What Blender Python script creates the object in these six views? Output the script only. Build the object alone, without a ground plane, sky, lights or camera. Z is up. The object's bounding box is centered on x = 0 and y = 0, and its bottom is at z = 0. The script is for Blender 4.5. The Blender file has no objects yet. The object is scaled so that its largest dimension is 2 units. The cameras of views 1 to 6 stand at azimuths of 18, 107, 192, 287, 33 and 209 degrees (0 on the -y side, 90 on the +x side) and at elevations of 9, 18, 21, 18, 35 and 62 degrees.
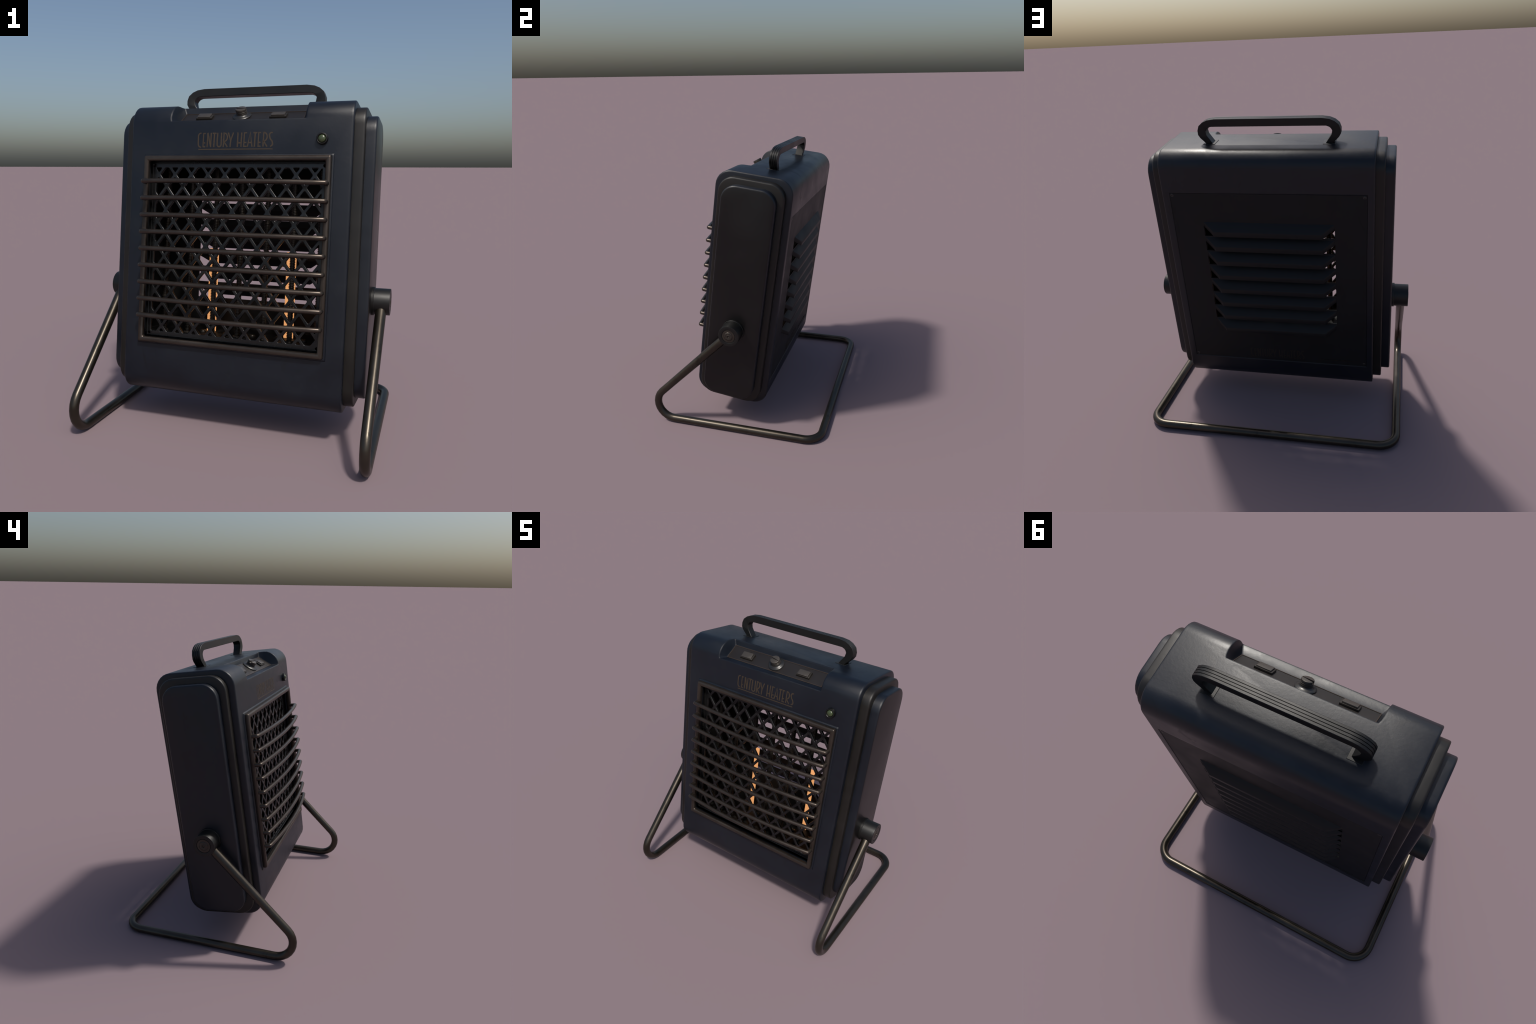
# Vintage portable electric space heater on a bent-tube stand.
import bpy, bmesh, math
from mathutils import Matrix, Vector

# ----------------------------------------------------------------- frame
TILT = math.radians(7.72)                 # the case leans back on its stand
PIVOT = Vector((0.0, -0.014, 0.779))      # axis of the two side knobs
TM = Matrix.Translation(PIVOT) @ Matrix.Rotation(-TILT, 4, 'X')
# case coordinates: x = width, n (local y) = front(-) to back(+), h (local z) = height over pivot

scene = bpy.context.scene
col = scene.collection

# ----------------------------------------------------------------- materials
def nodes_of(name):
    m = bpy.data.materials.new(name)
    m.use_nodes = True
    nt = m.node_tree
    b = nt.nodes["Principled BSDF"]
    return m, nt, b

def ramp(nt, fac, stops):
    r = nt.nodes.new("ShaderNodeValToRGB")
    els = r.color_ramp.elements
    while len(els) < len(stops):
        els.new(0.5)
    for e, (p, c) in zip(els, stops):
        e.position = p
        e.color = (c[0], c[1], c[2], 1) if hasattr(c, "__len__") else (c, c, c, 1)
    nt.links.new(fac, r.inputs[0])
    return r.outputs[0]

def noise(nt, co, scale, detail=4, rough=0.6, dist=0.0, stretch=None):
    n = nt.nodes.new("ShaderNodeTexNoise")
    n.inputs["Scale"].default_value = scale
    n.inputs["Detail"].default_value = detail
    n.inputs["Roughness"].default_value = rough
    n.inputs["Distortion"].default_value = dist
    if stretch:
        mp = nt.nodes.new("ShaderNodeMapping")
        mp.inputs["Scale"].default_value = stretch
        nt.links.new(co, mp.inputs["Vector"])
        co = mp.outputs[0]
    nt.links.new(co, n.inputs["Vector"])
    return n.outputs["Fac"]

def mixc(nt, fac, a, b, mode='MIX'):
    m = nt.nodes.new("ShaderNodeMix")
    m.data_type = 'RGBA'
    m.blend_type = mode
    for sock, v in ((m.inputs[0], fac), (m.inputs[6], a), (m.inputs[7], b)):
        if hasattr(v, "is_output"):
            nt.links.new(v, sock)
        elif hasattr(v, "__len__"):
            sock.default_value = (v[0], v[1], v[2], 1)
        else:
            sock.default_value = v
    return m.outputs[2]

def painted(name, base, dark, light, rough=0.45, spec=0.5, metal=0.0, bevel=0.0,
            bump=0.12, grain=70.0, coat=0.0, rvar=0.08, scuff=0.0):
    """Paint or metal with soft mottling, dark scuffs and an orange-peel bump."""
    m, nt, b = nodes_of(name)
    co = nt.nodes.new("ShaderNodeTexCoord").outputs["Object"]
    big = noise(nt, co, 3.5, 5, 0.6, 0.3)
    c = ramp(nt, big, [(0.32, dark), (0.5, base), (0.72, light)])
    streak = noise(nt, co, 9.0, 6, 0.7, 0.6, (1.0, 1.0, 0.35))
    mask = ramp(nt, streak, [(0.60, 0.0), (0.72, 1.0)])
    c = mixc(nt, mask, c, tuple(0.55 * v for v in dark))
    nt.links.new(c, b.inputs["Base Color"])
    fine = noise(nt, co, grain, 4, 0.65)
    rr = ramp(nt, big, [(0.3, rough - rvar), (0.7, rough + rvar)])
    if scuff > 0:                              # matt rubbed patches
        sp = noise(nt, co, 6.5, 8, 0.72, 1.2)
        rr = mixc(nt, ramp(nt, sp, [(0.56, 0.0), (0.64, 1.0)]), rr, (rough + scuff,) * 3)
    nt.links.new(rr, b.inputs["Roughness"])
    b.inputs["Metallic"].default_value = metal
    b.inputs["Specular IOR Level"].default_value = spec
    b.inputs["Coat Weight"].default_value = coat
    last = None
    if bevel > 0:
        bv = nt.nodes.new("ShaderNodeBevel")
        bv.samples = 6
        bv.inputs["Radius"].default_value = bevel
        last = bv.outputs[0]
    if bump > 0:
        bp = nt.nodes.new("ShaderNodeBump")
        bp.inputs["Strength"].default_value = bump
        bp.inputs["Distance"].default_value = 0.004
        nt.links.new(fine, bp.inputs["Height"])
        if last is not None:
            nt.links.new(last, bp.inputs["Normal"])
        last = bp.outputs[0]
    if last is not None:
        nt.links.new(last, b.inputs["Normal"])
    return m

NAVY = painted("navy_enamel", (0.0030, 0.0052, 0.0102), (0.0022, 0.0038, 0.0075),
               (0.0046, 0.0072, 0.0116), rough=0.40, spec=0.46, bevel=0.013, bump=0.10, grain=60, scuff=0.05)
SIDEF = painted("dark_neutral_side", (0.0036, 0.0033, 0.0033), (0.0028, 0.0026, 0.0026),
                (0.0046, 0.0042, 0.0042), rough=0.34, spec=0.42, bevel=0.013, bump=0.06, grain=60, rvar=0.04)
TRIM = painted("black_bronze_trim", (0.0070, 0.0060, 0.0045), (0.0050, 0.0042, 0.0032),
               (0.0095, 0.0080, 0.0062), rough=0.42, spec=0.45, bevel=0.012, bump=0.05, grain=60)
BACKP = painted("black_back_plate", (0.0065, 0.0070, 0.0078), (0.0045, 0.0048, 0.0052),
                (0.0085, 0.0090, 0.0100), rough=0.55, spec=0.30, bump=0.08, grain=90)
INNER = painted("soot_black_inside", (0.0060, 0.0058, 0.0056), (0.0042, 0.0040, 0.0038),
                (0.0080, 0.0077, 0.0074), rough=0.6, spec=0.3, bump=0.0)
BRONZE = painted("bronzed_wire", (0.066, 0.054, 0.045), (0.054, 0.043, 0.036),
                 (0.080, 0.066, 0.056), rough=0.34, metal=0.8, spec=0.4, bump=0.04, grain=60)
TUBE = painted("dark_nickel_tube", (0.066, 0.057, 0.046), (0.052, 0.045, 0.036),
               (0.080, 0.070, 0.056), rough=0.33, metal=0.9, bump=0.03, grain=50, rvar=0.05)
RUBBER = painted("black_bakelite", (0.0040, 0.0040, 0.0036), (0.0032, 0.0032, 0.0029),
                 (0.0050, 0.0050, 0.0045), rough=0.42, spec=0.42, bump=0.04, grain=80)
MESHM = painted("grey_guard_metal", (0.0058, 0.0058, 0.0060), (0.0046, 0.0046, 0.0048),
                (0.0070, 0.0070, 0.0072), rough=0.27, spec=0.5, bump=0.03, grain=90)
COIL = painted("burnt_coil_wire", (0.055, 0.047, 0.039), (0.033, 0.027, 0.022),
               (0.085, 0.074, 0.062), rough=0.38, metal=0.7, bump=0.0)
PANEL = painted("brown_black_panel", (0.0090, 0.0070, 0.0062), (0.0075, 0.0058, 0.0052),
                (0.0105, 0.0083, 0.0074), rough=0.44, spec=0.5, bump=0.03, grain=90)
LINE = painted("copper_line", (0.040, 0.027, 0.020), (0.032, 0.022, 0.016),
               (0.048, 0.033, 0.024), rough=0.45, metal=0.3, bump=0.0)
LETTER = painted("dull_gold_print", (0.043, 0.031, 0.0205), (0.037, 0.0265, 0.0175),
                 (0.044, 0.032, 0.0215), rough=0.55, spec=0.3, bump=0.0)
LETTERD = painted("dark_gold_print", (0.020, 0.0145, 0.0100), (0.017, 0.012, 0.0085),
                  (0.023, 0.017, 0.0120), rough=0.6, spec=0.3, bump=0.0)
SWITCH = painted("brushed_bronze", (0.058, 0.051, 0.044), (0.040, 0.035, 0.030),
                 (0.076, 0.068, 0.060), rough=0.42, metal=0.4, bump=0.05, grain=120)
SWITCHD = painted("dark_bronze", (0.026, 0.022, 0.018), (0.018, 0.015, 0.012),
                  (0.036, 0.031, 0.026), rough=0.42, metal=0.4, bump=0.05, grain=120)
DIALM = painted("worn_steel", (0.050, 0.050, 0.049), (0.036, 0.036, 0.035),
                (0.068, 0.068, 0.066), rough=0.34, metal=0.75, bump=0.06, grain=110)

def simple(name, colr, rough, metal=0.0, emit=None, strength=0.0, coat=0.0):
    m, nt, b = nodes_of(name)
    co = nt.nodes.new("ShaderNodeTexCoord").outputs["Object"]
    c = ramp(nt, noise(nt, co, 40, 3), [(0.3, tuple(0.92 * v for v in colr)), (0.7, colr)])
    nt.links.new(c, b.inputs["Base Color"])
    b.inputs["Roughness"].default_value = rough
    b.inputs["Metallic"].default_value = metal
    b.inputs["Coat Weight"].default_value = coat
    if emit:
        e = ramp(nt, noise(nt, co, 90, 3), [(0.25, tuple(0.9 * v for v in emit)), (0.75, emit)])
        nt.links.new(e, b.inputs["Emission Color"])
        b.inputs["Emission Strength"].default_value = strength
    return m

LENS = simple("green_lens", (0.042, 0.058, 0.024), 0.28, coat=0.15)
GLOW = simple("glowing_element", (0.25, 0.11, 0.05), 0.6, emit=(0.76, 0.345, 0.132), strength=1.0)

# ----------------------------------------------------------------- mesh helpers
def add(name, me, parent, mat=None, tilted=True, smooth=35, kind=None):
    o = bpy.data.objects.new(name, me)
    col.objects.link(o)
    o.parent = parent
    if tilted:
        o.matrix_local = TM
    if mat is not None and not me.materials:
        me.materials.append(mat)
    if smooth is not None:
        shade(me, smooth)
    if kind:
        o["kind"] = kind
    return o

def shade(me, ang):
    bm = bmesh.new(); bm.from_mesh(me)
    lim = math.radians(ang)
    for f in bm.faces:
        f.smooth = True
    for e in bm.edges:
        if len(e.link_faces) == 2:
            e.smooth = e.calc_face_angle(0.0) < lim
        else:
            e.smooth = False
    bm.to_mesh(me); bm.free()

def mesh_from(bm, name):
    bmesh.ops.recalc_face_normals(bm, faces=bm.faces)
    me = bpy.data.meshes.new(name)
    bm.to_mesh(me); bm.free()
    return me

def rrect(n0, n1, h0, h1, r, seg=7):
    """Rounded rectangle outline in (n, h)."""
    pts = []
    for cx, cy, a0 in ((n1 - r, h1 - r, 0), (n0 + r, h1 - r, 90), (n0 + r, h0 + r, 180), (n1 - r, h0 + r, 270)):
        for i in range(seg + 1):
            a = math.radians(a0 + 90 * i / seg)
            pts.append((cx + r * math.cos(a), cy + r * math.sin(a)))
    return pts

def offset_poly(pts, d):
    """Shrink a convex outline inwards by d (counter-clockwise points)."""
    out = []
    k = len(pts)
    for i in range(k):
        p, q, s = Vector(pts[i - 1]), Vector(pts[i]), Vector(pts[(i + 1) % k])
        a, b = (q - p).normalized(), (s - q).normalized()
        na, nb = Vector((-a.y, a.x)), Vector((-b.y, b.x))
        m = (na + nb).normalized()
        out.append(tuple(q + m * (d / max(0.3, m.dot(na)))))
    return out

def loft_x(bm, rings):
    """rings: list of (x, outline); skins them and caps both ends."""
    vs = [[bm.verts.new((x, p[0], p[1])) for p in o] for x, o in rings]
    k = len(vs[0])
    for a, b in zip(vs, vs[1:]):
        for i in range(k):
            j = (i + 1) % k
            bm.faces.new((a[i], a[j], b[j], b[i]))
    bm.faces.new(list(reversed(vs[0])))
    bm.faces.new(vs[-1])

def slab_x(bm, outline, x0, x1, bev0=0.0, bev1=0.0):
    """Outline extruded along x with chamfer-rounded rims."""
    rings = []
    def rim(x, bev, sgn):
        if bev <= 0:
            return [(x, outline)]
        res = []
        for i in range(4):
            a = math.radians(90 * i / 3)
            res.append((x + sgn * bev * (1 - math.sin(a)), offset_poly(outline, bev * (1 - math.cos(a)) if sgn else 0)))
        # i = 0: at depth bev, full outline ; i = 3: at the face, shrunk outline
        return [(xx, oo) for xx, oo in res]
    lo = list(reversed(rim(x0, bev0, 1)))
    hi = rim(x1, bev1, -1)
    loft_x(bm, lo + hi)

def box(bm, x0, x1, n0, n1, h0, h1):
    vs = [bm.verts.new((x, n, h)) for x in (x0, x1) for n in (n0, n1) for h in (h0, h1)]
    for f in ((0, 1, 3, 2), (4, 6, 7, 5), (0, 4, 5, 1), (2, 3, 7, 6), (0, 2, 6, 4), (1, 5, 7, 3)):
        bm.faces.new([vs[i] for i in f])

def hexa(bm, a, b):
    """Solid between two quads a and b (same winding)."""
    va = [bm.verts.new(p) for p in a]; vb = [bm.verts.new(p) for p in b]
    bm.faces.new(va[::-1]); bm.faces.new(vb)
    for i in range(4):
        j = (i + 1) % 4
        bm.faces.new((va[i], va[j], vb[j], vb[i]))

def tube(bm, path, radius, seg=14, cap=True):
    """Round tube along a list of points; radius may be a function of 0..1."""
    P = [Vector(p) for p in path]
    L = [0.0]
    for a, b in zip(P, P[1:]):
        L.append(L[-1] + (b - a).length)
    T = []
    for i in range(len(P)):
        a = P[max(0, i - 1)]; b = P[min(len(P) - 1, i + 1)]
        T.append((b - a).normalized())
    up = Vector((0, 0, 1)) if abs(T[0].z) < 0.9 else Vector((0, 1, 0))
    u = (up - T[0] * up.dot(T[0])).normalized()
    rings = []
    for i, p in enumerate(P):
        u = (u - T[i] * u.dot(T[i])).normalized()
        w = T[i].cross(u)
        r = radius(L[i] / L[-1]) if callable(radius) else radius
        rings.append([bm.verts.new(p + r * (math.cos(2 * math.pi * k / seg) * u + math.sin(2 * math.pi * k / seg) * w))
                      for k in range(seg)])
    for a, b in zip(rings, rings[1:]):
        for k in range(seg):
            j = (k + 1) % seg
            bm.faces.new((a[k], a[j], b[j], b[k]))
    if cap:
        bm.faces.new(rings[0][::-1]); bm.faces.new(rings[-1])

def fillet(pts, radii, seg=8):
    """Poly-line with rounded corners (radius per inner point)."""
    P = [Vector(p) for p in pts]
    out = [P[0]]
    for i in range(1, len(P) - 1):
        a, b, c = P[i - 1], P[i], P[i + 1]
        r = radii[i - 1]
        d1, d2 = (a - b).normalized(), (c - b).normalized()
        ang = d1.angle(d2)
        if r <= 0 or ang > 3.1:
            out.append(b); continue
        t = r / math.tan(ang / 2)
        ctr = b + (d1 + d2).normalized() * (r / math.sin(ang / 2))
        s, e = b + d1 * t - ctr, b + d2 * t - ctr
        turn = math.pi - ang
        for k in range(seg + 1):
            f = k / seg
            v = (math.sin((1 - f) * turn) * s + math.sin(f * turn) * e) / math.sin(turn)
            out.append(ctr + v)
    out.append(P[-1])
    return out

def lathe(bm, prof, origin, axis, seg=40):
    """Revolve (radius, height) pairs round an axis."""
    axis = Vector(axis).normalized()
    u = axis.orthogonal().normalized(); w = axis.cross(u)
    o = Vector(origin)
    rings = []
    for r, z in prof:
        if r < 1e-6:
            rings.append([bm.verts.new(o + axis * z)])
        else:
            rings.append([bm.verts.new(o + axis * z + r * (math.cos(2 * math.pi * k / seg) * u + math.sin(2 * math.pi * k / seg) * w))
                          for k in range(seg)])
    for a, b in zip(rings, rings[1:]):
        for k in range(seg):
            j = (k + 1) % seg
            if len(a) == 1 and len(b) == 1:
                continue
            if len(a) == 1:
                bm.faces.new((a[0], b[j], b[k]))
            elif len(b) == 1:
                bm.faces.new((a[k], a[j], b[0]))
            else:
                bm.faces.new((a[k], a[j], b[j], b[k]))

def carve(me, cutters, name):
    """Boolean difference of a mesh and several cutter meshes."""
    o = bpy.data.objects.new("carve_tmp", me); col.objects.link(o)
    tmp = []
    for c in cutters:
        co = bpy.data.objects.new("carve_cut", c); col.objects.link(co); tmp.append(co)
        md = o.modifiers.new("b", 'BOOLEAN'); md.operation = 'DIFFERENCE'; md.solver = 'EXACT'; md.object = co
    dg = bpy.context.evaluated_depsgraph_get(); dg.update()
    res = bpy.data.meshes.new_from_object(o.evaluated_get(dg))
    res.name = name
    for x in tmp + [o]:
        bpy.data.objects.remove(x)
    return res

def box_mesh(*a):
    bm = bmesh.new(); box(bm, *a); return mesh_from(bm, "cut")

def bevelled(me, width, seg=2, angle=40):
    o = bpy.data.objects.new("bevel_tmp", me); col.objects.link(o)
    md = o.modifiers.new("b", 'BEVEL'); md.width = width; md.segments = seg
    md.limit_method = 'ANGLE'; md.angle_limit = math.radians(angle)
    dg = bpy.context.evaluated_depsgraph_get(); dg.update()
    res = bpy.data.meshes.new_from_object(o.evaluated_get(dg))
    bpy.data.objects.remove(o)
    return res

# ----------------------------------------------------------------- root
root = bpy.data.objects.new("space_heater", None)
root.empty_display_size = 0.2
col.objects.link(root)
root["label"] = "vintage navy metal electric space heater on tilting tube stand"
root["category"] = "space heater"

# ----------------------------------------------------------------- case dimensions
NF, NB, HT, HB = -0.266, 0.2705, 1.0840, -0.604     # main shell outline
XS1, XS2, XS3 = 0.645, 0.700, 0.756               # end of shell, trim ring, side plate
R1 = 0.108
SHIFT = 0.007                                     # the case sits a touch to the right of the stand
PAN_F, PAN_B = (-0.2115, 0.9785), (-0.1185, 1.0465)   # sunken control panel, front and back edge (n, h)
PITCH = 0.104                                     # louvre pitch

# shell solid
bm = bmesh.new()
slab_x(bm, rrect(NF, NB, HB, HT, R1), -XS1, XS1 + SHIFT, 0.008, 0.008)
shell = mesh_from(bm, "housing")
# hollow, front opening, louvre slots, control recess
cav = bmesh.new()
loft_x(cav, [(x, rrect(NF + 0.014, NB - 0.0125, HB + 0.018, 0.945, 0.07, 5)) for x in (-0.625, 0.625)])
cav = mesh_from(cav, "cut")
front_cut = box_mesh(-0.522, 0.522, -0.40, -0.20, -0.279, 0.751)
slots = bmesh.new()
for i in range(7):
    box(slots, -0.411, 0.411, 0.20, 0.40, 0.546 - PITCH * i, 0.612 - PITCH * i)
slots_me = mesh_from(slots, "cut")
# control recess: flat sunken panel, slanted walls up to the curved front-top corner
rec = bmesh.new()
fr, bk = (-0.2663, 0.9775), (-0.1130, 1.0813)
NS = 10
def lerp2(p, q, t):
    return (p[0] + (q[0] - p[0]) * t, p[1] + (q[1] - p[1]) * t)
cxn, cxh = NF + R1, HT - R1                       # centre of the corner arc
a0 = math.atan2(fr[1] - cxh, fr[0] - cxn); a1 = math.atan2(bk[1] - cxh, bk[0] - cxn)
def skin(t):
    an = a0 + (a1 - a0) * t
    r0 = math.hypot(fr[0] - cxn, fr[1] - cxh); r1 = math.hypot(bk[0] - cxn, bk[1] - cxh)
    r = r0 + (r1 - r0) * t + 0.012 * math.sin(math.pi * t) ** 0.5
    return (cxn + r * math.cos(an), cxh + r * math.sin(an))
lo_r, hi_r = {}, {}
for sgn in (-1, 1):
    lo_r[sgn], hi_r[sgn] = [], []
    for i in range(NS + 1):
        t = i / NS
        p, q = lerp2(PAN_F, PAN_B, t), skin(t)
        xr = 0.402 - 0.014 * max(0.0, (t - 0.75) / 0.25) ** 2
        lo_r[sgn].append(rec.verts.new((sgn * 0.371, p[0], p[1])))
        hi_r[sgn].append(rec.verts.new((sgn * xr, q[0], q[1])))
        if i in (0, NS):                          # push the rim through the skin
            k = 1.25
            hi_r[sgn][-1].co = (sgn * xr, p[0] + (q[0] - p[0]) * k, p[1] + (q[1] - p[1]) * k)
for A, B in ((lo_r[-1], lo_r[1]), (hi_r[-1], hi_r[1]), (lo_r[-1], hi_r[-1]), (lo_r[1], hi_r[1])):
    for i in range(NS):
        rec.faces.new((A[i], A[i + 1], B[i + 1], B[i]))
for i in (0, NS):
    rec.faces.new((lo_r[-1][i], lo_r[1][i], hi_r[1][i], hi_r[-1][i]))
bmesh.ops.triangulate(rec, faces=rec.faces)
rec_me = mesh_from(rec, "cut")
seat = box_mesh(-0.6045, 0.6045, 0.2665, 0.40, -0.4185, 0.8365)      # shallow seat of the back plate
house = carve(shell, [cav, front_cut, slots_me, rec_me, seat], "housing")
house.materials.append(NAVY); house.materials.append(INNER)
for p in house.polygons:
    c = p.center
    # depth of the face below the rounded outline tells cavity walls from outer skin
    qy, qz = max(abs(c.y - (NF + NB) / 2) - ((NB - NF) / 2 - R1), 0), max(abs(c.z - (HT + HB) / 2) - ((HT - HB) / 2 - R1), 0)
    depth = R1 - math.hypot(qy, qz)
    inside = abs(c.x) < 0.6255 and depth > 0.009 and c.z < 0.9455
    p.material_index = 1 if inside else 0
housing = add("housing", house, root, None, smooth=38)

# trim rings and side plates (one per side)
bm = bmesh.new(); slab_x(bm, rrect(-0.225, 0.229, -0.5745, 1.0545, 0.105), 0.632, XS2, 0, 0.008)
ring_me = mesh_from(bm, "side_trim")
bm = bmesh.new(); slab_x(bm, rrect(-0.184, 0.187, -0.5320, 1.0140, 0.100), 0.66, XS3, 0, 0.010)
plate_me = mesh_from(bm, "side_plate")
def mirrored(me, name):
    m2 = me.copy(); m2.name = name
    m2.transform(Matrix.Scale(-1, 4, (1, 0, 0))); m2.flip_normals()
    return m2
for me, mat, nm in ((ring_me, TRIM, "side_trim"), (plate_me, NAVY, "side_plate")):
    me.materials.append(mat)
    if nm == "side_plate":                        # flat outer face in a neutral dark tone, right side only
        me.materials.append(SIDEF)
        for p in me.polygons:
            p.material_index = 1 if p.center.x > XS3 - 0.001 else 0
    left = mirrored(me, nm)
    if nm == "side_plate":
        left.materials[1] = NAVY
    me.transform(Matrix.Translation((SHIFT, 0, 0)))
    add(nm, me, root, None, smooth=38)
    add(nm, left, root, None, smooth=38)

# ----------------------------------------------------------------- pivot knobs
prof = [(0.0, -0.01), (0.0785, -0.01), (0.0785, 0.013), (0.0770, 0.0155), (0.0735, 0.016), (0.0730, 0.018), (0.0730, 0.1045),
        (0.0722, 0.1066), (0.0705, 0.1072), (0.0500, 0.1072), (0.0478, 0.1060), (0.0465, 0.1030), (0.0455, 0.1030),
        (0.0440, 0.1045), (0.0330, 0.1050), (0.0300, 0.1050)]
cap = [(0.0300, 0.1045), (0.0285, 0.1070), (0.0240, 0.1095), (0.0180, 0.1090), (0.0140, 0.1075), (0.0125, 0.1085),
       (0.0110, 0.1095), (0.0085, 0.1088), (0.0070, 0.1050), (0.0, 0.1045)]
for s in (1, -1):
    bm = bmesh.new(); off = SHIFT if s > 0 else 0.0             # both knobs end in the same distance from the middle
    stretch = lambda pr: [(r * 1.02, off + z * (1 - off / 0.1072) if z > 0 else z) for r, z in pr]
    lathe(bm, stretch(prof + [(0.0, 0.1040)]), (s * XS3, 0, 0), (s, 0, 0), 48)
    kn = add("pivot_knob", mesh_from(bm, "pivot_knob"), root, RUBBER, smooth=32)
    bm = bmesh.new(); lathe(bm, stretch([(0.0445, 0.1044), (0.0440, 0.1060), (0.0300, 0.1062)] + cap), (s * XS3, 0, 0), (s, 0, 0), 40)
    add("pivot_bolt", mesh_from(bm, "pivot_bolt"), kn, COIL, tilted=False, smooth=40)

# ----------------------------------------------------------------- stand (one bent tube)
RT = 0.0275
X = 0.8135
YF, YB = -0.792, 0.6125
half = [(0.8165, -0.010, 0.787), (X, YF, RT), (X, YB, RT), (-X, YB, RT), (-X, YF, RT), (-0.8165, -0.010, 0.787)]
path = fillet(half, [0.124, 0.115, 0.115, 0.124], 10)
# extra stations on the legs for the slight swelling towards the knobs
def densify(p, step):
    out = [p[0]]
    for a, b in zip(p, p[1:]):
        k = max(1, int((b - a).length / step))
        out += [a + (b - a) * (i / k) for i in range(1, k + 1)]
    return out
path = densify(path, 0.12)
def leg_r(t):
    d = min(t, 1 - t)
    return RT + 0.0035 * max(0.0, 1 - d / 0.11)
bm = bmesh.new(); tube(bm, path, leg_r, 20)
add("stand", mesh_from(bm, "stand"), root, TUBE, tilted=False, smooth=50)

# ----------------------------------------------------------------- carrying handle
outer = [(0.0, 1.2355), (0.325, 1.2355), (0.370, 1.2292), (0.4010, 1.2160), (0.4265, 1.1945), (0.4365, 1.1660),
         (0.4360, 1.1400), (0.4250, 1.1210), (0.3880, 1.0840), (0.376, 1.072)]
inn = [(0.0, 1.1890), (0.325, 1.1890), (0.352, 1.1885), (0.3700, 1.1815), (0.3800, 1.1720), (0.3860, 1.1600),
       (0.3820, 1.1370), (0.3700, 1.1190), (0.3470, 1.0860), (0.337, 1.072)]
stations = [((-o[0], o[1]), (-i[0], i[1])) for o, i in zip(outer[:0:-1], inn[:0:-1])] + list(zip(outer, inn))
W0, W1 = 0.0235, 0.0810
section = [(0.0, 0.03), (0.03, 0.0)]                       # (across width 0..1, depth from outer face 0..1)
for k in range(3):                                         # three grooves leave four ribs
    g = (k + 1) / 4.0
    section += [(g - 0.040, 0.0), (g - 0.010, 0.065), (g + 0.010, 0.065), (g + 0.040, 0.0)]
section += [(0.97, 0.0), (1.0, 0.03), (1.0, 0.95), (0.97, 1.0), (0.03, 1.0), (0.0, 0.95)]
bm = bmesh.new()
rings = []
for o, i in stations:
    rings.append([bm.verts.new((o[0] + (i[0] - o[0]) * d, W0 + (W1 - W0) * w, o[1] + (i[1] - o[1]) * d)) for w, d in section])
k = len(section)
for a, b in zip(rings, rings[1:]):
    for q in range(k):
        bm.faces.new((a[q], a[(q + 1) % k], b[(q + 1) % k], b[q]))
bm.faces.new(rings[0][::-1]); bm.faces.new(rings[-1])
handle = add("carry_handle", mesh_from(bm, "carry_handle"), root, RUBBER, smooth=36)
bm = bmesh.new(); box(bm, 0.331, 0.405, 0.005, 0.098, 1.076, 1.0865)
fp = bevelled(mesh_from(bm, "handle_plate"), 0.0015, 1)
for s in (1, -1):
    o = add("handle_plate", fp if s > 0 else mirrored(fp, "handle_plate"), handle, RUBBER, tilted=False, smooth=30)

# ----------------------------------------------------------------- control panel
pf, pb = Vector(PAN_F), Vector(PAN_B)
along = (pb - pf).normalized()                 # towards the back, up the slope
pnorm = Vector((-along.y, along.x))            # out of the panel
pmid = (pf + pb) / 2
PW = (pb - pf).length
def pp(x, s, z):
    """Point on the panel: x across, s up the slope from the middle, z out."""
    q = pmid + along * s + pnorm * z
    return (x, q.x, q.y)
def pbox(bm, x0, x1, s0, s1, z0, z1, t0=0.0):
    hexa(bm, [pp(x0, s0, z0), pp(x1, s0, z0), pp(x1, s1, z0), pp(x0, s1, z0)],
         [pp(x0 + t0, s0 + t0, z1), pp(x1 - t0, s0 + t0, z1), pp(x1 - t0, s1 - t0, z1), pp(x0 + t0, s1 - t0, z1)])
bm = bmesh.new(); pbox(bm, -0.3695, 0.3695, -PW / 2 + 0.001, PW / 2 - 0.001, -0.006, 0.0008)
panel = add("control_panel", bevelled(mesh_from(bm, "control_panel"), 0.0012, 1), root, PANEL, smooth=30)
bm = bmesh.new()
e = PW / 2 - 0.0015; xe = 0.369; w = 0.0042
pbox(bm, -xe, xe, -e, -e + w, 0.0, 0.0026); pbox(bm, -xe, xe, e - w, e, 0.0, 0.0026)
pbox(bm, -xe, -xe + w, -e + w, e - w, 0.0, 0.0026); pbox(bm, xe - w, xe, -e + w, e - w, 0.0, 0.0026)
add("panel_border_line", mesh_from(bm, "panel_border_line"), panel, LINE, tilted=False, smooth=30)
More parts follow.
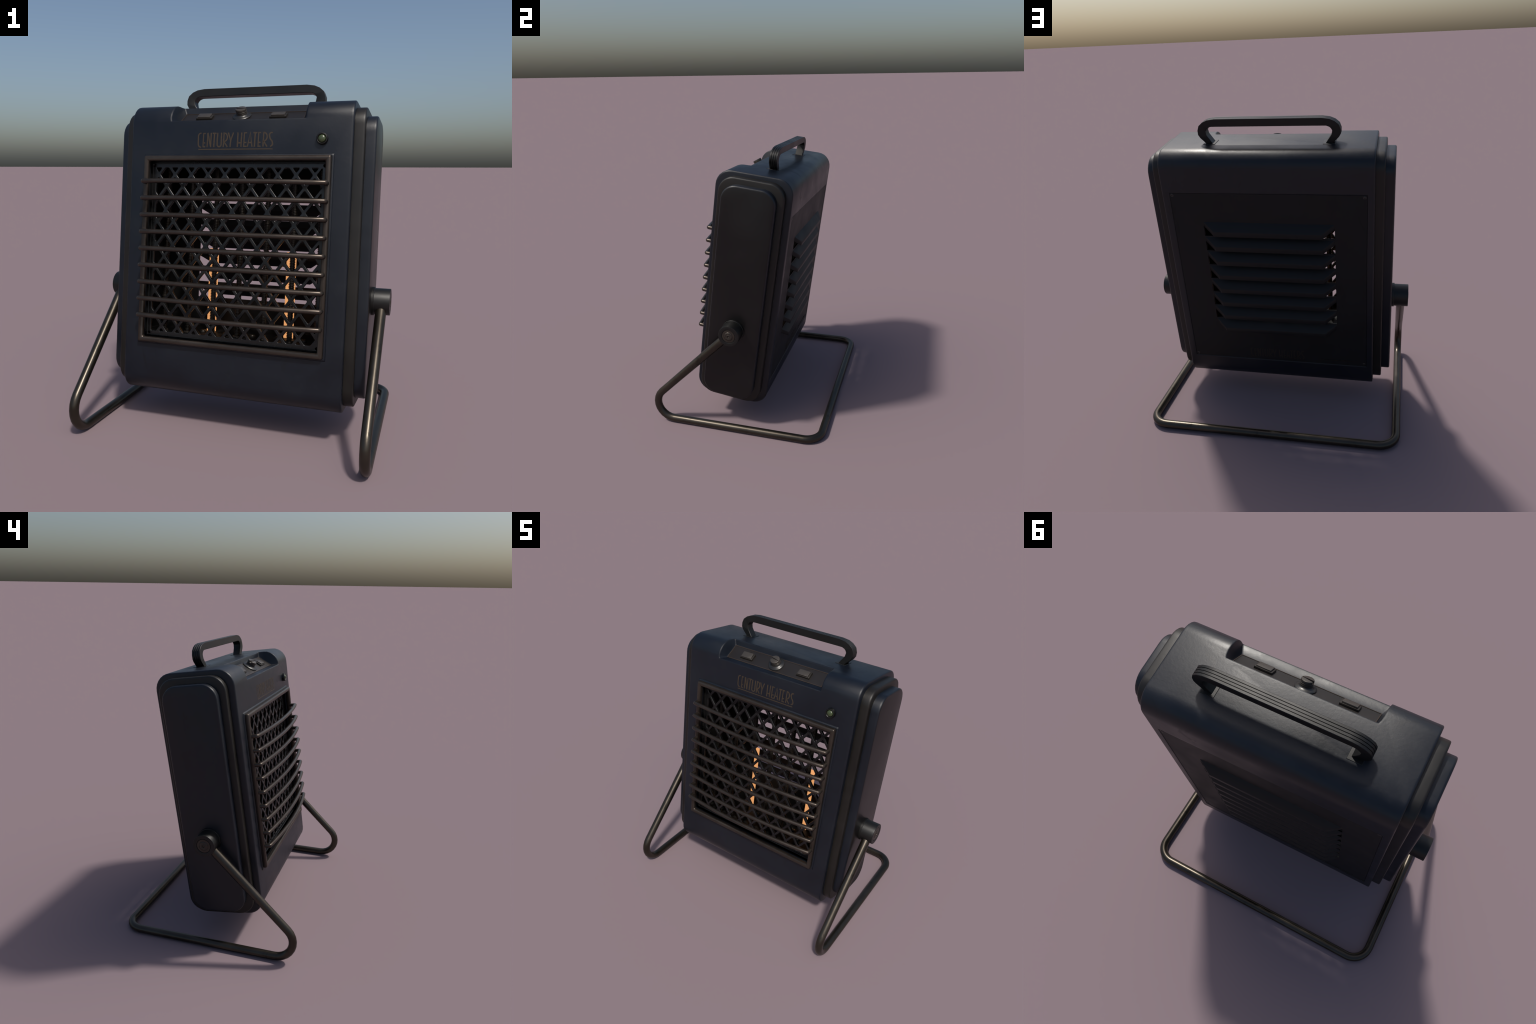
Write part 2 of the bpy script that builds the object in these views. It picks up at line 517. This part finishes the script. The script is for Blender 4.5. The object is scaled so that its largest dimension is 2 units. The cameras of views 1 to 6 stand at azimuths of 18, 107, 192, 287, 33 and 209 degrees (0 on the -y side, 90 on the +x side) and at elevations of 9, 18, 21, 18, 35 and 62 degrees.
for xc in (-0.2265, 0.2170):
    bm = bmesh.new(); pbox(bm, xc - 0.0490, xc + 0.0490, -0.0310, 0.0210, -0.001, 0.0130, 0.0008)
    sw = add("rocker_switch", bevelled(mesh_from(bm, "rocker_switch"), 0.0015, 2), panel, SWITCHD, tilted=False, smooth=30)
    tip = 0.0016 if xc < 0 else -0.0010          # the two rockers stand in opposite positions
    bm = bmesh.new()
    hexa(bm, [pp(xc - 0.0395, -0.0270, 0.0110), pp(xc + 0.0395, -0.0270, 0.0110), pp(xc + 0.0395, 0.0170, 0.0110), pp(xc - 0.0395, 0.0170, 0.0110)],
         [pp(xc - 0.0385, -0.0260, 0.0205 - tip), pp(xc + 0.0385, -0.0260, 0.0205 - tip), pp(xc + 0.0385, 0.0160, 0.0205 + tip), pp(xc - 0.0385, 0.0160, 0.0205 + tip)])
    add("rocker_key", bevelled(mesh_from(bm, "rocker_key"), 0.0012, 2), panel, SWITCH, tilted=False, smooth=30)
def flat_text(name, body, size, mat, parent, mtx, xs=1.0, tilted=False, bold=0.0, depth=0.0006):
    cu = bpy.data.curves.new(name, 'FONT'); cu.body = body; cu.size = size
    cu.align_x = 'CENTER'; cu.align_y = 'CENTER'; cu.extrude = depth; cu.offset = bold; cu.resolution_u = 3
    o = bpy.data.objects.new("text_tmp", cu); col.objects.link(o)
    dg = bpy.context.evaluated_depsgraph_get(); dg.update()
    me = bpy.data.meshes.new_from_object(o.evaluated_get(dg)); me.name = name
    bpy.data.objects.remove(o)
    me.transform(mtx @ Matrix.Diagonal((xs, 1, 1, 1)))
    me.materials.clear()
    return add(name, me, parent, mat, tilted=tilted, smooth=None)
for xc, word in ((-0.2240, "ON"), (0.2205, "OFF")):
    o = Vector(pp(xc, 0.0400, 0.0012)); up = Vector((0, along.x, along.y)); out = Vector((0, pnorm.x, pnorm.y))
    mt = Matrix(((1, up.x, out.x, o.x), (0, up.y, out.y, o.y), (0, up.z, out.z, o.z), (0, 0, 0, 1)))
    flat_text("switch_label", word, 0.022, LETTERD, panel, mt)
# dial: dished washer, grip with a pointer slot
up3 = Vector((0, pnorm.x, pnorm.y))
dc = Vector(pp(-0.003, 0.006, 0.0))
bm = bmesh.new()
lathe(bm, [(0.0, 0.001), (0.0520, 0.001), (0.0540, 0.0025), (0.0545, 0.0055), (0.0530, 0.0080), (0.0460, 0.0105), (0.0390, 0.0135), (0.0350, 0.0165),
           (0.0335, 0.0190), (0.0, 0.0190)], dc, up3, 44)
dial = add("dial_collar", mesh_from(bm, "dial_collar"), panel, DIALM, tilted=False, smooth=40)
bm = bmesh.new()
lathe(bm, [(0.0, 0.015), (0.0320, 0.015), (0.0320, 0.0260), (0.0305, 0.0270), (0.0305, 0.0285), (0.0322, 0.0295), (0.0322, 0.0345), (0.0308, 0.0355),
           (0.0308, 0.0370), (0.0322, 0.0380), (0.0322, 0.0470), (0.0314, 0.0492), (0.0295, 0.0502), (0.0, 0.0506)], dc, up3, 36)
grip = mesh_from(bm, "dial_grip")
cutb = bmesh.new()
# tapering pointer slot across the crown
a = math.radians(-8)
def gp(u, v, z):
    x = u * math.cos(a) - v * math.sin(a); s = u * math.sin(a) + v * math.cos(a)
    q = dc + Vector((1, 0, 0)) * x + Vector((0, along.x, along.y)) * s + up3 * z
    return q
hexa(cutb, [gp(-0.036, -0.0080, 0.037), gp(0.034, -0.0012, 0.047), gp(0.034, 0.0012, 0.047), gp(-0.036, 0.0080, 0.037)],
     [gp(-0.036, -0.0090, 0.07), gp(0.034, -0.0018, 0.07), gp(0.034, 0.0018, 0.07), gp(-0.036, 0.0090, 0.07)])
grip = carve(grip, [mesh_from(cutb, "cut")], "dial_grip")
add("dial_grip", grip, panel, SWITCH, tilted=False, smooth=36)

# ----------------------------------------------------------------- pilot light
LC = (0.490, NF, 0.864)
bm = bmesh.new()
lathe(bm, [(0.0, -0.004), (0.0315, -0.004), (0.0315, 0.016), (0.0295, 0.0195), (0.0255, 0.0205), (0.0225, 0.0185), (0.0210, 0.0120), (0.0, 0.0110)],
      LC, (0, -1, 0), 36)
bez = add("pilot_bezel", mesh_from(bm, "pilot_bezel"), root, RUBBER, smooth=45)
bm = bmesh.new()
lathe(bm, [(0.0205, 0.010)] + [(0.0205 * math.cos(math.radians(t)), 0.0155 + 0.0105 * math.sin(math.radians(t))) for t in range(0, 90, 12)] + [(0.0, 0.026)],
      LC, (0, -1, 0), 32)
add("pilot_lens", mesh_from(bm, "pilot_lens"), bez, LENS, tilted=False, smooth=60)

# ----------------------------------------------------------------- lettering (thin condensed strokes)
def arc(cx, cy, rx, ry, a0, a1, k=10):
    return [(cx + rx * math.cos(math.radians(a0 + (a1 - a0) * i / k)), cy + ry * math.sin(math.radians(a0 + (a1 - a0) * i / k))) for i in range(k + 1)]
# every letter: strokes inside a unit-high cell, widths as in the narrow sign-painter face
GLYPH = {
    'C': [arc(0.95, 0.80, 0.95, 0.20, 95, 180, 6) + arc(0.95, 0.22, 0.95, 0.22, 180, 265, 6)],
    'E': [[(0.9, 0.965), (0.17, 0.965), (0.10, 0.035), (0.9, 0.035)], [(0.12, 0.30), (0.85, 0.30)]],
    'N': [[(0.08, 0.0), (0.15, 1.0)], [(0.15, 1.0), (0.86, 0.02)], [(0.86, 0.0), (0.93, 1.0)]],
    'T': [[(0.02, 0.965), (1.0, 0.965)], [(0.50, 0.965), (0.40, 0.0)]],
    'U': [[(0.13, 1.0), (0.06, 0.45)] + arc(0.5, 0.20, 0.44, 0.17, 180, 360, 10) + [(0.95, 1.0)]],
    'R': [[(0.08, 0.0), (0.16, 0.97)] + arc(0.20, 0.68, 0.70, 0.29, 85, -55, 10) + [(0.22, 0.36), (0.95, 0.0)]],
    'Y': [[(0.02, 1.0), (0.52, 0.45)], [(1.0, 1.0), (0.52, 0.45), (0.44, 0.0)]],
    'H': [[(0.10, 0.0), (0.14, 1.0)], [(0.86, 0.0), (0.92, 1.0)], [(0.10, 0.28), (0.88, 0.28)]],
    'A': [[(0.05, 0.0), (0.55, 1.0), (0.95, 0.0)], [(0.20, 0.29), (0.84, 0.29)]],
    'S': [arc(0.62, 0.76, 0.50, 0.20, 60, 180, 8) + [(0.30, 0.55), (0.72, 0.40)] + arc(0.42, 0.22, 0.48, 0.19, 25, -100, 8)],
}
CELLS = [('C', 0, 82), ('E', 113, 182), ('N', 212, 318), ('T', 343, 436), ('U', 452, 562), ('R', 600, 712), ('Y', 715, 840),
         ('H', 930, 1042), ('E', 1082, 1164), ('A', 1168, 1288), ('T', 1300, 1395), ('E', 1413, 1490), ('R', 1525, 1634), ('S', 1660, 1758)]
def ribbon(bm, pts, w, place):
    """Flat stroke with mitred joints, given a small thickness."""
    P = [Vector(p) for p in pts]
    clean = [P[0]]
    for p in P[1:]:
        if (p - clean[-1]).length > 1e-5:
            clean.append(p)
    P = clean
    left, right = [], []
    for i, p in enumerate(P):
        a = (P[i] - P[i - 1]).normalized() if i > 0 else None
        b = (P[i + 1] - P[i]).normalized() if i < len(P) - 1 else None
        a = a or b; b = b or a
        na, nb = Vector((-a.y, a.x)), Vector((-b.y, b.x))
        m = na + nb
        m = m.normalized() if m.length > 1e-4 else na
        d = w / 2 / max(0.8, m.dot(na))
        left.append(p + m * d); right.append(p - m * d)
    for i in range(len(P) - 1):
        q = [left[i], right[i], right[i + 1], left[i + 1]]
        hexa(bm, [place(v, 0.0) for v in q], [place(v, 1.0) for v in q])
def lettering(name, x_of, h_of, height, sw, place, parent, mat, line=None):
    bm = bmesh.new()
    for n, (ch, c0, c1) in enumerate(CELLS):
        lift = n * 1e-6
        for m, st in enumerate(GLYPH[ch]):
            pts = [(x_of(c0 + (c1 - c0) * u), h_of(v)) for u, v in st]
            z = lift + m * 1.5e-4                       # keeps crossing strokes off one plane
            ribbon(bm, pts, sw, lambda v, t, z=z: place(v.x, v.y, t, z))
    if line:
        ribbon(bm, line[0], line[1], lambda v, t: place(v.x, v.y, t, 0))
    return add(name, mesh_from(bm, name), parent, mat, tilted=False, smooth=None, kind="stuff")
fx = lambda c: -0.2225 + c * (0.4405 / 1758.0)
lettering("brand_lettering", fx, lambda v: 0.8255 + v * 0.080, 0.08, 0.0078,
          lambda x, h, t, z: (x, NF + 0.001 - t * (0.0016 + z), h), housing, LETTER,
          line=([(-0.221, 0.8135), (0.217, 0.8135)], 0.0058))

# ----------------------------------------------------------------- grille frame and bars
FX, F0, F1, FW = 0.5475, -0.3045, 0.7765, 0.0305
bm = bmesh.new()
def frame_ring(n, d):
    return [bm.verts.new(p) for p in ((-FX + d, n, F0 + d), (FX - d, n, F0 + d), (FX - d, n, F1 - d), (-FX + d, n, F1 - d))]
rg = [frame_ring(-0.262, 0.0), frame_ring(-0.2995, 0.0), frame_ring(-0.2995, FW), frame_ring(-0.262, FW)]
for i in range(4):
    a, b = rg[i], rg[(i + 1) % 4]
    for q in range(4):
        bm.faces.new((a[q], a[(q + 1) % 4], b[(q + 1) % 4], b[q]))
fme = bevelled(mesh_from(bm, "grille_frame"), 0.0125, 5)
grille = add("grille_frame", fme, root, BRONZE, smooth=50)
# thin navy lip pressed out of the shell round the frame
bm = bmesh.new()
def lip(n, d):
    return [bm.verts.new(p) for p in ((-FX - d, n, F0 - d), (FX + d, n, F0 - d), (FX + d, n, F1 + d), (-FX - d, n, F1 + d))]
rg = [lip(-0.262, 0.012), lip(-0.2665, 0.012), lip(-0.2735, 0.004), lip(-0.2735, -0.004), lip(-0.262, -0.004)]
for i in range(5):
    a, b = rg[i], rg[(i + 1) % 5]
    for q in range(4):
        bm.faces.new((a[q], a[(q + 1) % 4], b[(q + 1) % 4], b[q]))
add("frame_seat", bevelled(mesh_from(bm, "frame_seat"), 0.003, 2, 25), root, NAVY, smooth=40)
# bowed bar: short return into the frame at each end
bend = [(-0.529, -0.286), (-0.5275, -0.334)]
bow = [(-0.529 + 1.058 * i / 16.0, -0.333 - 0.039 * (1 - (2 * i / 16.0 - 1) ** 2)) for i in range(17)]
raw = [Vector((x, n, 0)) for x, n in [(-0.529, -0.284)] + bow + [(0.529, -0.284)]]
pth = fillet(raw, [0.0045] + [0] * 15 + [0.0045], 2)
bm = bmesh.new(); tube(bm, pth, 0.0138, 12)
bar_me = mesh_from(bm, "grille_bar"); bar_me.materials.append(BRONZE); shade(bar_me, 60)
for i in range(9):
    o = add("grille_bar", bar_me, grille, None, tilted=False, smooth=None)
    o.location = (0, 0, 0.626 - 0.096 * i)

# ----------------------------------------------------------------- expanded-metal guard
GX, G0, G1 = 0.4918, -0.2445, 0.7132           # mesh window
PXM, PHM = 0.1032, 0.1362                      # diamond pitch
def clip(poly, axis, lim, keep_less):
    out = []
    for i in range(len(poly)):
        p, q = poly[i - 1], poly[i]
        ip = (p[axis] <= lim) if keep_less else (p[axis] >= lim)
        iq = (q[axis] <= lim) if keep_less else (q[axis] >= lim)
        if ip != iq:
            t = (lim - p[axis]) / (q[axis] - p[axis])
            out.append((p[0] + (q[0] - p[0]) * t, p[1] + (q[1] - p[1]) * t))
        if iq:
            out.append(q)
    return out
def round_poly(poly, r):
    k = len(poly); out = []
    for i in range(k):
        a, b, c = Vector(poly[i - 1]), Vector(poly[i]), Vector(poly[(i + 1) % k])
        d1, d2 = a - b, c - b
        t = min(r, 0.42 * d1.length, 0.42 * d2.length)
        p, q = b + d1.normalized() * t, b + d2.normalized() * t
        for s in (0, 0.25, 0.5, 0.75, 1):
            out.append(tuple((1 - s) ** 2 * p + 2 * s * (1 - s) * b + s * s * q))
    return out
def area(p):
    return 0.5 * sum(p[i - 1][0] * p[i][1] - p[i][0] * p[i - 1][1] for i in range(len(p)))
holes = []
sw = 0.0178                                   # strand width
slope = math.atan2(PHM / 2, PXM / 2)
dx, dh = PXM / 2 - sw / 2 / math.sin(slope), PHM / 2 - sw / 2 / math.cos(slope)
for row in range(-1, 16):
    for c in range(-7, 8):
        cx = -0.0126 + PXM * c + (PXM / 2 if row % 2 else 0.0)   # every second row is shifted half a diamond
        ch = 0.6737 - (PHM / 2) * row
        p = [(cx + dx, ch), (cx, ch + dh), (cx - dx, ch), (cx, ch - dh)]
        for ax, lim, less in ((0, GX, True), (0, -GX, False), (1, G1, True), (1, G0, False)):
            if p:
                p = clip(p, ax, lim, less)
        if len(p) >= 3 and abs(area(p)) > 0.00012:
            holes.append(round_poly(p, 0.0065))
cu = bpy.data.curves.new("guard", 'CURVE'); cu.dimensions = '2D'; cu.fill_mode = 'BOTH'
cu.extrude = 0.0060; cu.bevel_depth = 0.0036; cu.bevel_resolution = 2; cu.offset = -0.0036
def spl(pts):
    s = cu.splines.new('POLY'); s.points.add(len(pts) - 1)
    for q, p in zip(s.points, pts):
        q.co = (p[0], p[1], 0, 1)
    s.use_cyclic_u = True
spl([(-0.536, -0.272), (0.536, -0.272), (0.536, 0.768), (-0.536, 0.768)])
for sx in (-1, 1):
    for hh in (-0.2580, 0.7265):
        spl([(sx * 0.5058 + 0.0075 * math.cos(t * math.pi / 6), hh + 0.0075 * math.sin(t * math.pi / 6)) for t in range(12)])
for hpoly in holes:
    spl(hpoly)
tmp = bpy.data.objects.new("guard_tmp", cu); col.objects.link(tmp)
dg = bpy.context.evaluated_depsgraph_get(); dg.update()
gme = bpy.data.meshes.new_from_object(tmp.evaluated_get(dg)); gme.name = "wire_guard"
bpy.data.objects.remove(tmp)
gme.transform(Matrix.Translation((0, -0.2300, 0)) @ Matrix.Rotation(math.radians(90), 4, 'X'))
gme.materials.clear()
guard = add("wire_guard", gme, root, MESHM, smooth=40)
# folded rim round the guard
bm = bmesh.new()
def rim_ring(n, a, b):
    return [bm.verts.new(p) for p in ((-a, n, G0 - b), (a, n, G0 - b), (a, n, G1 + b), (-a, n, G1 + b))]
rg = [rim_ring(-0.236, 0.5165, 0.0260), rim_ring(-0.2425, 0.5165, 0.0260), rim_ring(-0.2425, 0.5120, 0.0215), rim_ring(-0.236, 0.5120, 0.0215)]
for i in range(4):
    a, b = rg[i], rg[(i + 1) % 4]
    for q in range(4):
        bm.faces.new((a[q], a[(q + 1) % 4], b[(q + 1) % 4], b[q]))
add("guard_rim", bevelled(mesh_from(bm, "guard_rim"), 0.0015, 2), guard, MESHM, tilted=False, smooth=40)

# ----------------------------------------------------------------- heating coils, elements
turns, c0, c1 = 110, -0.268, 0.770
cp = []
N = turns * 10
for i in range(N + 1):
    t = i / N; a = 2 * math.pi * turns * t
    cp.append((0.0150 * math.cos(a), 0.0150 * math.sin(a), c0 + (c1 - c0) * t))
bm = bmesh.new(); tube(bm, cp, 0.0031, 6)
lathe(bm, [(0.0, c0 - 0.01), (0.0132, c0 - 0.01), (0.0132, c1 + 0.01), (0.0, c1 + 0.01)], (0, 0, 0), (0, 0, 1), 12)
for hh in (c0 - 0.008, c1 + 0.0):
    lathe(bm, [(0.0, hh), (0.024, hh), (0.026, hh + 0.003), (0.026, hh + 0.017), (0.024, hh + 0.02), (0.0, hh + 0.02)], (0, 0, 0), (0, 0, 1), 16)
coil_me = mesh_from(bm, "heating_coil"); coil_me.materials.append(COIL); shade(coil_me, 60)
rack = bmesh.new()
box(rack, -0.60, 0.60, -0.155, -0.045, c1 + 0.020, c1 + 0.035)
box(rack, -0.62, 0.62, -0.220, 0.253, c0 - 0.014, c0)      # floor of the heating chamber
coils = add("coil_rack", mesh_from(rack, "coil_rack"), root, INNER, smooth=30)
for i in range(7):
    o = add("heating_coil", coil_me, coils, None, tilted=False, smooth=None)
    o.location = (-0.0077 + 0.1594 * (i - 3), -0.080, 0)
bm = bmesh.new()
lathe(bm, [(0.0, 0.0), (0.020, 0.0), (0.021, 0.006), (0.017, 0.014), (0.009, 0.017), (0.006, 0.014), (0.0, 0.013)], (0, 0, 0), (0, 0, 1), 18)
fb = mesh_from(bm, "floor_bolt"); fb.materials.append(COIL); shade(fb, 50)
for i in range(6):
    o = add("floor_bolt", fb, coils, None, tilted=False, smooth=None)
    o.location = (-0.415 + 0.160 * i, -0.013 + 0.01 * math.sin(i * 2.4), c0)
bm = bmesh.new(); box(bm, -0.030, 0.030, -0.004, 0.004, -0.267, 0.250)
el = bevelled(mesh_from(bm, "glow_element"), 0.003, 2); el.materials.append(GLOW); shade(el, 40)
for xc in (-0.228, 0.270):
    o = add("glow_element", el, coils, None, tilted=False, smooth=None)
    o.location = (xc, 0.062, 0)

# ----------------------------------------------------------------- back plate, louvres, marks
bm = bmesh.new(); box(bm, -0.603, 0.603, 0.2600, 0.2685, -0.417, 0.835)
slots = bmesh.new()
for i in range(7):
    box(slots, -0.411, 0.411, 0.20, 0.40, 0.546 - PITCH * i, 0.612 - PITCH * i)
bp = carve(mesh_from(bm, "back_plate"), [mesh_from(slots, "cut")], "back_plate")
back = add("back_plate", bevelled(bp, 0.0014, 1), root, BACKP, smooth=30)
bm = bmesh.new()
a = [(-0.413, 0.266, 0.004), (0.413, 0.266, 0.004), (0.413, 0.266, -0.031), (-0.413, 0.266, -0.031)]
b = [(-0.337, 0.311, -0.048), (0.337, 0.311, -0.048), (0.337, 0.311, -0.0790), (-0.337, 0.311, -0.0790)]
hexa(bm, a, b)
lv = bevelled(mesh_from(bm, "louver"), 0.0025, 2); lv.materials.append(BACKP); shade(lv, 30)
for i in range(8):
    o = add("louver", lv, back, None, tilted=False, smooth=None)
    o.location = (0, 0, 0.642 - PITCH * i)
bm = bmesh.new()
lathe(bm, [(0.0, -0.003), (0.0105, -0.003), (0.0105, 0.0015), (0.0080, 0.0030), (0.0045, 0.0033), (0.0035, 0.0015), (0.0, 0.0013)], (0, 0, 0), (0, 1, 0), 20)
sc = mesh_from(bm, "screw"); sc.materials.append(DIALM); shade(sc, 40)
for x, h in ((0.588, 0.820), (-0.588, 0.820), (0.588, -0.399), (-0.588, -0.399)):
    o = add("screw", sc, back, None, tilted=False, smooth=None)
    o.location = (x, 0.268, h)
bx = lambda c: 0.1945 - c * (0.3755 / 1758.0)
lettering("rear_lettering", bx, lambda v: -0.3925 + v * 0.069, 0.069, 0.0062,
          lambda x, h, t, z: (x, 0.2675 + t * (0.0016 + z), h), back, LETTERD)
mt = Matrix(((-1, 0, 0, -0.405), (0, 0, 1, 0.2692), (0, 1, 0, -0.3815), (0, 0, 0, 1)))
flat_text("serial_text", "Product Number: 0480356716", 0.0185, LETTERD, back, mt, xs=1.0)
